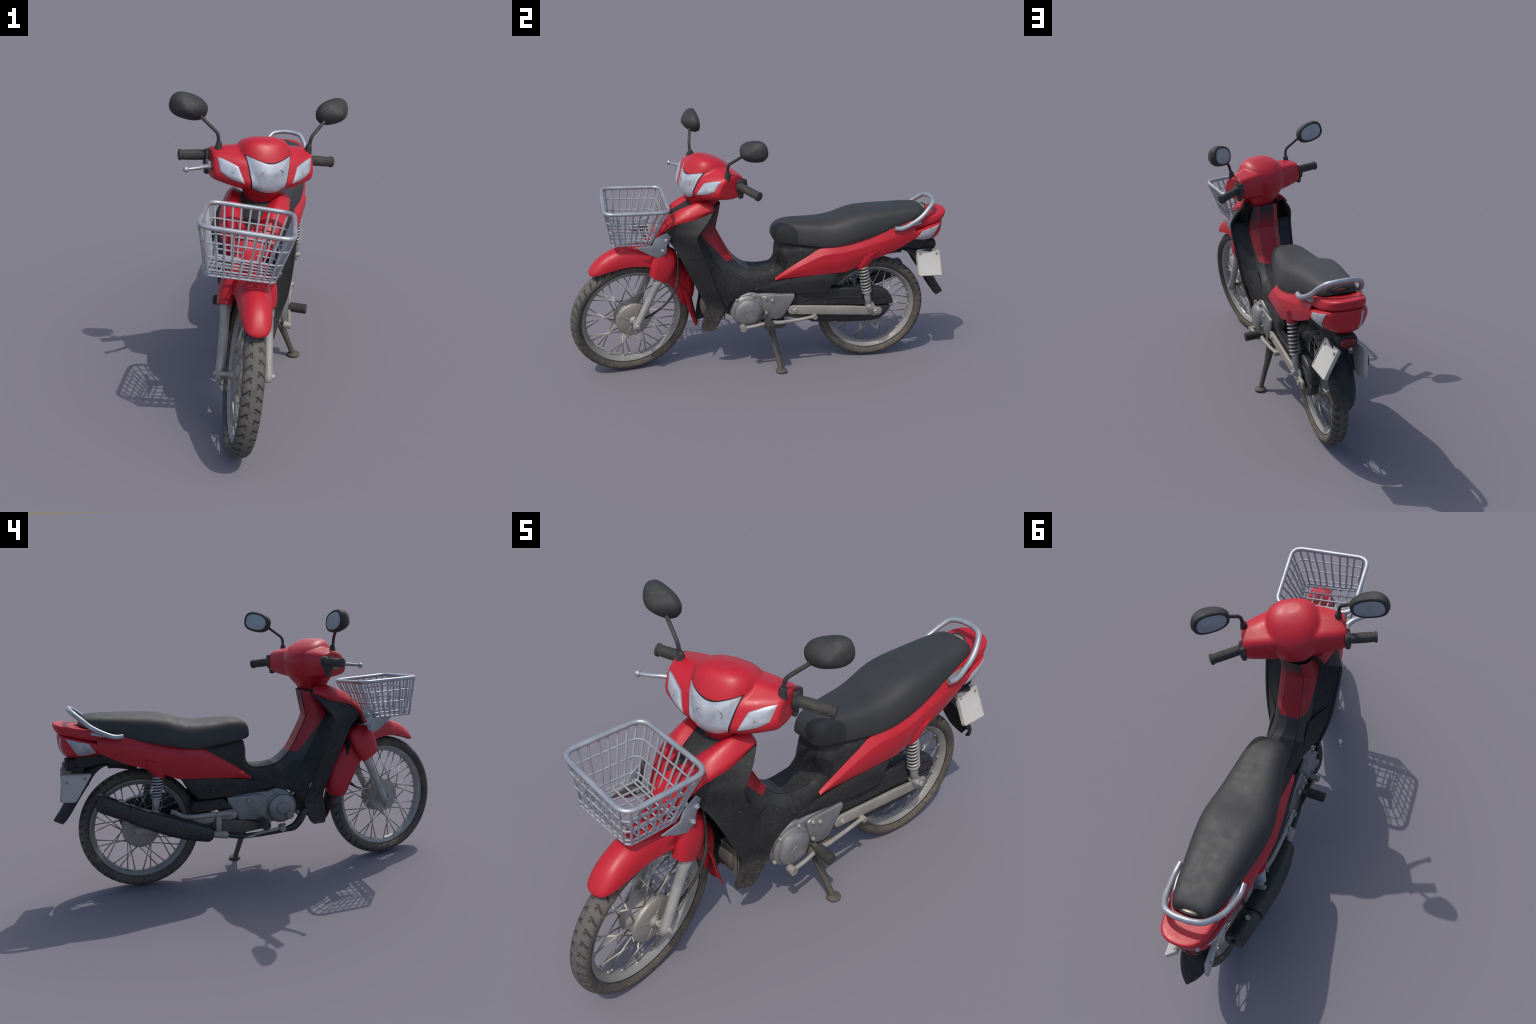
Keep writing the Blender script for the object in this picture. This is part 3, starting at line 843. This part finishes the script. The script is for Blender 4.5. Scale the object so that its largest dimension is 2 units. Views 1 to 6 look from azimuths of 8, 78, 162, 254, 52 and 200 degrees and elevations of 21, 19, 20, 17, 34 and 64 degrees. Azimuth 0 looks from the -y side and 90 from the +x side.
# ------------------------------------------------------------------ red side panels
UPn = spline([(.092, .046, .512), (.103, .12, .572), (.108, .20, .625), (.114, .285, .680), (.128, .37, .694), (.126, .45, .715), (.124, .53, .738), (.118, .632, .772), (.113, .70, .776), (.110, .775, .770)], 70)
CRn = spline([(.094, .046, .511), (.109, .12, .560), (.119, .20, .606), (.131, .285, .650), (.142, .37, .664), (.144, .45, .682), (.139, .53, .702), (.131, .632, .728), (.123, .70, .748), (.114, .775, .760)], 70)
MDn = spline([(.094, .046, .510), (.109, .12, .545), (.120, .20, .572), (.133, .285, .600), (.142, .37, .612), (.145, .45, .634), (.140, .53, .658), (.131, .632, .688), (.123, .70, .714), (.114, .772, .742)], 70)
LOn = spline([(.092, .046, .508), (.102, .12, .522), (.111, .20, .532), (.122, .285, .544), (.128, .37, .552), (.130, .42, .560), (.129, .52, .605), (.122, .632, .645), (.116, .70, .676), (.111, .765, .712)], 70)
G = []
for i in range(70):
    inn = UPn[i]+np.array([-.030, 0, .006 if i > 24 else 0])
    inl = LOn[i]+np.array([-.018, 0, -.002])
    G.append([inn] + list(spline([UPn[i]+np.array([-.006, 0, .004]), CRn[i]], 5)) + list(spline([CRn[i]+np.array([.0006, 0, -.004]), MDn[i], LOn[i]], 12)) + [inl])
panel = sheet('side_panel', np.array(G), RED, .005, angle=22)
panel_r = mirror_copy(panel)
for s in (1, -1):  # shock-mount boss
    G = []
    for t, r in ((-.006, .030), (.012, .038), (.04, .046), (.075, .05)):
        G.append([(s*.113+.76*r*math.cos(a)*(1 if t > .03 else .95), .505+.028*t/.075+r*1.02*math.sin(a), .578+t+.40*r*math.sin(a)) for a in np.linspace(0, 2*math.pi, 32, endpoint=False)])
    bm_to('shock_cover', grid_bm(G, close_v=True, cap=True), RED)

# ------------------------------------------------------------------ tail cover
def tail_loft(name, secs, parent=None):
    """stack of horizontal, rearward-rounded outlines: (z at y=.93, half width, rear y, slope dz/dy)"""
    G = []
    for z, W, yr, k in spline(secs, 26):
        h = spline([(W, .66), (W, .76), (.945*W, .84), (.845*W, yr-.060), (.68*W, yr-.026), (.38*W, yr-.006), (0, yr)], 40)
        r = [(x, y, z+k*(y-.93)) for x, y in h]
        G.append(r + [(-x, y, zz) for x, y, zz in r[::-1][1:]])
    return bm_to(name, grid_bm(G, close_v=True, cap=True), RED, parent, angle=38)
tail_top = tail_loft('tail_cover', [(.800, .094, .936, .24), (.806, .102, .952, .24), (.818, .105, .960, .23), (.836, .103, .964, .21), (.845, .098, .961, .20), (.848, .090, .954, .20), (.849, .060, .940, .20)])
tail = tail_loft('tail_body', [(.684, .050, .896, -.05), (.688, .068, .914, -.05), (.705, .094, .934, .0), (.74, .112, .946, .12), (.775, .116, .949, .22), (.796, .113, .946, .27), (.802, .100, .936, .28)], tail_top)
TB = BVHTree.FromPolygons([v.co.copy() for v in tail.data.vertices], [p.vertices[:] for p in tail.data.polygons])
for s in (1, -1):
    top = [(.812, .760), (.86, .773), (.912, .787)]; bot = [(.784, .716), (.825, .706), (.865, .707)]
    cast_patch(TB, (top, bot), 'reflector', SIDELENS, .0012, .002, .004, parent=tail, direction=(-s, 0, 0), plane='YZ', origin=s*1.0)
# silver strip on the back of the tail lens where scan texture is missing
for s in (-1,):
    top = [(s*.066, .790), (s*.056, .790)]; bot = [(s*.052, .702), (s*.042, .702)]
    cast_patch(TB, (top, bot), 'untextured_strip', STRIPE, .0008, .0, .002, parent=tail, direction=(0, -1, 0), plane='XZ', origin=2.0)

# grab rail
GR = [(.128, .655, .783), (.130, .700, .786), (.122, .755, .810), (.112, .800, .838), (.096, .838, .872), (.072, .868, .899), (.035, .880, .908), (0, .882, .910)]
GRf = GR + [(-x, y, z) for x, y, z in GR[::-1][1:]]
rail = bar('grab_rail', spline(GRf, 90), .0118, CHROME, seg=18)
for s in (1, -1):
    slab('rail_bracket', [(.66, .765), (.80, .800), (.80, .812), (.66, .780)], s*.098, s*.118, CHROME, rail, bevel=.002)

# ------------------------------------------------------------------ rear mudguard, tail lamp, plates
G = []
for y, z, w, x0 in spline([(.60, .630, .050, 0), (.70, .655, .056, 0), (.775, .655, .058, .004), (.825, .625, .057, .010), (.868, .565, .056, .016), (.908, .51, .058, .018), (.944, .455, .058, .021), (.972, .412, .050, .024), (.990, .388, .034, .026), (.999, .374, .010, .027)], 50):
    G.append([(x0 + w*math.sin(u*1.35)/.976, y - .050*(1-math.cos(u*1.35))*(1 if y > .75 else .3), z - .045*(1-math.cos(u*1.35))*(.55 if y > .75 else 1)) for u in np.linspace(-1, 1, 21)])
mud = sheet('mudguard', G, PLA, .005)
# under-tail body
rows = []
for y, w, zt, zb in spline([(.60, .085, .70, .625), (.68, .090, .71, .640), (.75, .080, .71, .655), (.80, .07, .705, .645), (.84, .055, .70, .635), (.875, .04, .70, .63)], 20):
    rows.append([(w, y, zt), (w, y, (zt+zb)/2), (w*.9, y, zb), (0, y, zb-.004), (-w*.9, y, zb), (-w, y, (zt+zb)/2), (-w, y, zt), (0, y, zt)])
bm_to('tail_tray', grid_bm(rows, close_v=True, cap=True), PLA, angle=40)
rows = []
for y, w, h, zc in spline([(.84, .032, .026, .655), (.87, .042, .030, .655), (.90, .046, .032, .652), (.918, .045, .031, .650), (.924, .040, .027, .650)], 14):
    rows.append([(w*math.copysign(abs(math.cos(a))**.8, math.cos(a)), y, zc+h*math.copysign(abs(math.sin(a))**.8, math.sin(a))) for a in np.linspace(0, 2*math.pi, 32, endpoint=False)])
lamp = bm_to('tail_light', grid_bm(rows, close_v=True, cap=True), PLA)
rows = []
for y, k in spline([(.918, 1), (.926, .97), (.932, .80), (.935, .5), (.936, .05)], 12):
    rows.append([(.038*k*math.cos(a), y, .648+.022*k*math.sin(a)) for a in np.linspace(0, 2*math.pi, 36, endpoint=False)])
bm_to('tail_lens', grid_bm(rows, close_v=True, cap=True), TAILRED, lamp)
for r in (.008, .014):
    bm_to('lens_ring', tube_bm([(-.002+r*math.cos(a), .9365-.03*r, .648+r*math.sin(a)) for a in np.linspace(0, 2*math.pi, 24, endpoint=False)], .0012, 6, closed=True), TAILRED, lamp)

def plate(c, scr):
    c = [Vector(p) for p in c]
    cen = sum(c, Vector())/4
    nrm = (c[1]-c[0]).cross(c[3]-c[0]).normalized()
    if nrm.x*cen.x < 0: nrm = -nrm
    o = round_path(c, .012, 4, closed=True)
    G = [[p - nrm*.010 for p in o], [p + nrm*.004 for p in o], [p + nrm*.006 + (cen-p)*.02 for p in o], [p+nrm*.006+(cen-p)*.06 for p in o], [p+nrm*.002+(cen-p)*.085 for p in o]]
    bm = grid_bm(G, close_v=True); bm.faces.new([v for v in bm.verts][:len(o)][::-1])
    fr = bm_to('number_plate', bm, PLATEF, angle=35)
    bm = bmesh.new(); vs = [bm.verts.new(p+nrm*.0025+(cen-p)*.08) for p in o]; f = bm.faces.new(vs)
    r = bmesh.ops.extrude_face_region(bm, geom=[f]); bmesh.ops.translate(bm, verts=[v for v in r['geom'] if isinstance(v, bmesh.types.BMVert)], vec=-nrm*.006)
    bm_to('plate_face', bm, PLATE, fr)
    for (u, v) in scr:
        p = (c[0]*(1-u)+c[1]*u)*(1-v)+(c[3]*(1-u)+c[2]*u)*v
        bolt('plate_screw', p+nrm*.003, nrm, .0065, .005, BRASS, fr)
plate([(.056, .812, .634), (.048, .946, .630), (.116, .950, .503), (.124, .814, .508)], ((.14, .17), (.86, .17)))
plate([(-.068, .806, .608), (-.075, .946, .613), (-.066, .966, .486), (-.056, .892, .474)], ((.18, .14), (.80, .26)))
slab('plate_bracket', [(.84, .640), (.90, .640), (.90, .615), (.84, .61)], -.05, .06, PLA, bevel=.003)

# ------------------------------------------------------------------ rear shocks, swingarm, chain case
for s in (1, -1):
    t, b = Vector((s*.110, .500, .605)), Vector((s*.112, .556 if s > 0 else .530, .345 if s > 0 else .400))
    if s > 0: sb = t + (b-t)*.70
    else: sb = t + (b-t)*.72
    d = (b-t)
    sh = bar('shock_absorber', [t, t+d*.62, t+d*.66, t+d*.9, t+d*.93, b+d*.02], [.013, .013, .0185, .0175, .012, .011] , FORK, seg=18)
    P, T, N = frames([t, sb]); n = T[0]; u = N[0]; w = n.cross(u)
    coils = 10.5; pts = []
    for i in range(int(coils*18)+1):
        a = 2*math.pi*i/18; f = i/(coils*18)
        pts.append(t+(sb-t)*f + (u*math.cos(a)+w*math.sin(a))*.0235)
    bm_to('spring', tube_bm(pts, .0040, 8), FORK if s > 0 else WIRE, sh)
    bar('damper_rod', [t, sb], .016, STEEL, sh)
    bolt('shock_bolt', b+Vector((s*.014, 0, 0)), (s, 0, 0), .013, .012, ALUD, sh)
    bar('shock_eye', [b+Vector((s*.018, 0, 0)), b-Vector((s*.02, 0, 0))], .016, FORK, sh)
slab('swingarm', [(.118, .362), (.140, .366), (.45, .347), (.624, .330), (.634, .320), (.632, .296), (.620, .286), (.45, .296), (.130, .316), (.116, .330)], .098, .114, ALUD, bevel=.005)
slab('swingarm', [(.118, .362), (.140, .366), (.45, .347), (.634, .325), (.62, .286), (.45, .296), (.130, .316)], -.106, -.090, ALUD, bevel=.005)
bolt('pivot_bolt', (.115, .154, .340), (1, 0, 0), .012, .007, ALUD)
bolt('axle_nut', (.115, .597, .310), (1, 0, 0), .013, .010, ALUD)
slab('axle_plate', [(.555, .372), (.580, .362), (.600, .332), (.590, .30), (.56, .32), (.545, .352)], .098, .110, ALUD, bevel=.003)
cc = slab('chain_case', [(.135, .368), (.150, .410), (.172, .446), (.25, .449), (.45, .446), (.60, .439), (.640, .428), (.672, .405), (.694, .372), (.704, .338), (.60, .336), (.135, .345)],   .044, .094, MUFF, bevel=.012, seg=4)
slab('chain_case', [(.225, .345), (.69, .330), (.682, .305), (.660, .272), (.628, .250), (.590, .241), (.459, .240), (.26, .252), (.225, .268)], .048, .090, MUFF, cc, bevel=.010, seg=4)
slab('case_rib', [(.20, .388), (.24, .402), (.62, .392), (.66, .382), (.62, .384), (.24, .393)], .088, .098, MUFF, cc, bevel=.002)
# chain run visible in front of the case
bar('drive_chain', [(.075, .10, .300), (.08, .16, .290), (.082, .25, .282)], .010, STEEL, seg=8)
# passenger-peg hanger on the right
pg = bar('peg_hanger', spline([(-.112, .135, .345), (-.114, .224, .352), (-.106, .34, .350), (-.102, .394, .356), (-.099, .430, .378), (-.098, .452, .386)], 24), .014, ALUD, seg=12)
bolt('hanger_bolt', (-.128, .150, .346), (-1, 0, 0), .012, .006, ALUD, pg); bolt('hanger_bolt', (-.130, .224, .352), (-1, 0, 0), .012, .006, ALUD, pg); bolt('hanger_bolt', (-.112, .448, .386), (-1, 0, 0), .010, .006, ALUD, pg)
slab('peg_hanger', [(.205, .34), (.235, .34), (.240, .262), (.215, .258)], -.122, -.110, ALUD, bevel=.003)

# ------------------------------------------------------------------ engine
case_poly = [(-.188, .335), (-.172, .392), (-.135, .432), (-.085, .446), (-.035, .432), (-.015, .436), (.150, .438), (.153, .412), (.130, .372), (.110, .338), (.090, .300), (.060, .286), (.0, .284), (-.06, .272), (-.11, .268), (-.155, .280), (-.182, .305)]
eng = slab('engine', case_poly, -.094, .098, ALU, bevel=.012, seg=3)
slab('engine_mount', [(-.16, .42), (-.10, .47), (.05, .47), (.14, .44), (.10, .40), (-.1, .40)], -.05, .05, STEEL, eng, bevel=.005)
# clutch / flywheel covers
lathe('clutch_cover', [(.095, .084), (.104, .086), (.110, .080), (.113, .073), (.126, .070), (.134, .060), (.138, .050), (.140, .028), (.1385, .0265), (.1405, .025), (.1405, 0)], ALU, 'X', (0, -.096, .344), eng)
lathe('flywheel_cover', [(-.085, .078), (-.096, .079), (-.102, .070), (-.116, .066), (-.122, .056), (-.124, .036), (-.125, .032), (-.131, .030), (-.134, .024), (-.134, 0)], ALU, 'X', (0, -.104, .345), eng)
lathe('oil_cap', [(-.10, .020), (-.132, .020), (-.136, .016), (-.136, 0)], ALU, 'X', (0, -.140, .308), eng, seg=20)
slab('sprocket_cover', [(-.03, .425), (-.012, .434), (.150, .434), (.150, .412), (.128, .370), (.105, .328), (.085, .298), (.055, .290), (.01, .300), (-.02, .36)], .098, .116, ALU, eng, bevel=.008)
slab('sprocket_cover', [(-.03, .41), (.0, .425), (.172, .430), (.170, .40), (.135, .35), (.118, .306), (.03, .294), (-.03, .31)], -.108, -.090, ALU, eng, bevel=.010)
for a in (.35, 1.25, 2.3, 3.5, 4.6, 5.5):
    for s, c in ((1, (-.096, .344)), (-1, (-.104, .345))):
        bolt('case_bolt', (s*.108, c[0]+.090*math.cos(a), c[1]+.090*math.sin(a)), (s, 0, 0), .0075, .008, ALUD, eng)
for y, z in ((.030, .404), (.0, .335), (-.005, .42)):
    bolt('case_bolt', (.116, y, z), (1, 0, 0), .009, .008, ALUD, eng)
bolt('case_bolt', (-.119, .065, .402), (-1, 0, 0), .012, .008, ALUD, eng)
# forward-lying cylinder with fins
for i in range(9):
    y = -.205 - i*.0125
    slab('cooling_fin', [(y, .275), (y, .392), (y-.005, .392), (y-.005, .275)], -.046, .046, FIN, eng, bevel=.0015)
slab('cylinder', [(-.16, .30), (-.16, .38), (-.325, .380), (-.335, .34), (-.325, .300)], -.038, .038, STEEL, eng, bevel=.012)
# sump, with dark filler slabs added around the underside
slab('sump', [(-.18, .295), (-.13, .262), (.0, .262), (.06, .275), (.16, .29), (.19, .32), (.19, .345), (.05, .32)], -.06, .075, STEEL, bevel=.008)

slab('underbody_fill', [(.02, .285), (.10, .305), (.24, .33), (.26, .30), (.24, .262), (.12, .235), (.03, .245)], -.112, -.040, STEEL, bevel=.010)
slab('underbody_fill', [(.18, .318), (.34, .312), (.345, .275), (.30, .255), (.20, .250)], -.100, -.055, STEEL, bevel=.008)  # guessed slab filling the space below the swingarm
slab('underbody_fill', [(.10, .42), (.10, .52), (.28, .54), (.285, .47), (.26, .40)], -.06, .06, PLA, bevel=.008)  # added box that closes the see-through space under the seat
slab('underbody_fill', [(.14, .368), (.19, .425), (.34, .425), (.36, .385), (.34, .365)], -.106, -.060, PLA, bevel=.008)  # slab for the black plastic wedge above the hanger
slab('underbody_fill', [(-.06, .268), (.10, .280), (.12, .25), (.06, .232), (-.04, .240)], -.085, .06, STEEL, bevel=.010)
# ------------------------------------------------------------------ exhaust
ex = bar('exhaust_pipe', spline([(-.02, -.315, .300), (-.07, -.262, .315), (-.105, -.222, .310), (-.118, -.190, .270), (-.118, -.155, .240), (-.112, -.08, .228), (-.110, .03, .222), (-.114, .12, .226), (-.120, .20, .246), (-.124, .26, .257)], 60),
         list(np.interp(np.linspace(0, 1, 60), [0, .3, .45, .5, 1], [.017, .020, .019, .0135, .0125])), MUFF, seg=16)
rows = []
for y, z, x, w, h in spline([(.256, .256, -.124, .018, .018), (.262, .258, -.125, .030, .028), (.29, .264, -.128, .038, .036), (.38, .297, -.132, .045, .041), (.48, .335, -.133, .046, .042), (.58, .376, -.128, .045, .038), (.66, .413, -.122, .044, .037), (.73, .448, -.116, .043, .040), (.785, .474, -.111, .042, .040), (.800, .481, -.109, .037, .033), (.801, .481, -.109, .026, .022)], 60):
    tl = math.radians(24)
    rows.append([(x+w*math.copysign(abs(math.cos(a))**.72, math.cos(a)), y - h*math.sin(tl)*math.copysign(abs(math.sin(a))**.72, math.sin(a))*.6, z+h*math.copysign(abs(math.sin(a))**.72, math.sin(a))) for a in np.linspace(0, 2*math.pi, 36, endpoint=False)])
mf = bm_to('muffler', grid_bm(rows, close_v=True, cap=True), MUFF, angle=45)
# heat shield band and outlet
hs = []
for y, z, x, w, h in spline([(.660, .413, -.122, .0460, .0400), (.71, .438, -.118, .0455, .0415), (.782, .472, -.111, .0440, .0425)], 8):
    hs.append([(x+w*math.copysign(abs(math.cos(a))**.72, math.cos(a)), y-.4*.6*h*math.sin(a), z+h*math.copysign(abs(math.sin(a))**.72, math.sin(a))) for a in np.linspace(0, 2*math.pi, 36, endpoint=False)])
bm_to('muffler_sleeve', grid_bm(hs, close_v=True, cap=True), MUFF, mf)
hs = []
for y, z, x, w, h in spline([(.275, .261, -.127, .036, .034), (.38, .297, -.132, .0485, .0445), (.48, .335, -.133, .0495, .0455), (.58, .376, -.128, .0485, .0415), (.655, .411, -.122, .0475, .0405)], 24):
    hs.append([(x+w*math.copysign(abs(math.cos(a))**.6, math.cos(a)), y-.24*h*math.sin(a), z+h*math.copysign(abs(math.sin(a))**.6, math.sin(a))) for a in np.linspace(math.radians(62), math.radians(236), 20)])
sheet('heat_shield', hs, MUFF, .003, parent=mf, angle=45)
bar('tailpipe', [(-.109, .792, .479), (-.109, .806, .484)], .010, DARK, mf)
bolt('muffler_bolt', (-.124, .692, .472), (-.3, -.2, 1), .012, .012, ALUD, mf)
bar('pipe_joint', [(-.118, .185, .243), (-.125, .262, .258)], [.020, .017], ALUD, ex, seg=16)

# ------------------------------------------------------------------ foot pegs, levers, stand
for s in (1, -1):
    n = 60; P = []; R = []
    x0, x1, y0, z0 = .138, .218, .008, .297
    for i in range(n+1):
        t = i/n; P.append((s*(x0+(x1-x0)*t), y0, z0 - .004*t))
        rib = .0012*(1 if (int(t*22) % 2) else -1) if .12 < t < .9 else 0
        R.append((.0222 if .03 < t < .97 else .018) + rib)
    bar('foot_peg', P, R, RUB, seg=24)
    bar('peg_bar', [(s*.02, .02, .285), (s*.14, .008, .297)], .011, STEEL)
gl = bar('gear_lever', [(.150, -.118, .270), (.146, -.06, .277), (.138, -.01, .284), (.132, .03, .284), (.130, .075, .281), (.124, .17, .288), (.120, .255, .300)], [.0095, .009, .0095, .012, .0105, .009, .0095], ALUD, seg=10, flat=1.0)
bar('lever_pad', [(.128, -.124, .268), (.160, -.124, .267)], .0165, ALUD, gl, seg=20)
bar('lever_pad', [(.100, .260, .302), (.136, .260, .301)], .0125, ALUD, gl, seg=20)
bp = bar('brake_pedal', spline([(-.135, -.092, .250), (-.134, -.05, .243), (-.132, -.01, .240), (-.126, .03, .232), (-.120, .06, .220), (-.116, .10, .218)], 16), .0085, ALUD, seg=10)
bar('lever_pad', [(-.115, -.094, .250), (-.155, -.094, .250)], .016, ALUD, bp, seg=18)
ks = bar('side_stand', [(.060, .022, .285), (.082, .034, .235), (.094, .042, .203), (.135, .063, .10), (.165, .080, .022)], [.015, .020, .018, .0138, .0130], STEEL, seg=14)
bm = lathe_bm([(-.006, 0), (-.006, .026), (-.003, .030), (.003, .030), (.006, .024), (.010, .014), (.010, 0)], 'Z', 28)
bm.transform(Matrix.Translation((.1695, .083, .0163)) @ Matrix.Rotation(-LEAN, 4, 'Y'))
bm_to('stand_foot', bm, STEEL, ks)
pts = []
for i in range(16*9):
    a = 2*math.pi*i/9; f = i/(16*9)
    c = Vector((.094, .018, .255))*(1-f)+Vector((.118, .040, .160))*f
    pts.append(c+Vector((.0065*math.cos(a), .0065*math.sin(a), .0)))
bm_to('stand_spring', tube_bm(pts, .0017, 5), STEEL, ks)
slab('stand_bracket', [(-.02, .262), (.0, .282), (.10, .278), (.112, .255), (.09, .240), (.0, .236)], .045, .118, STEEL, ks, bevel=.006)
slab('stand_bracket', [(-.02, .30), (.07, .30), (.06, .235), (.03, .22), (.0, .235)], .055, .075, STEEL, ks, bevel=.004)

# the bodywork sits a little off the wheel plane in the middle of the bike
def bend(ob):
    for v in ob.data.vertices:
        y = v.co.y
        k = min(1, max(0, (y+.12)/.14))*min(1, max(0, (.80-y)/.30))
        v.co.x -= (.003 if ob.name.startswith(('seat', 'lock')) else .002)*k
    ob.data.update()
done = set()
for ob in list(bpy.data.objects):
    if ob.type == 'MESH' and ob.name.split('.')[0] in ('seat', 'seat_lock', 'lock_rim', 'side_panel', 'shock_cover', 'body_cover', 'tunnel_cover', 'side_trim', 'seam'):
        if ob.data.name not in done:
            done.add(ob.data.name); bend(ob)
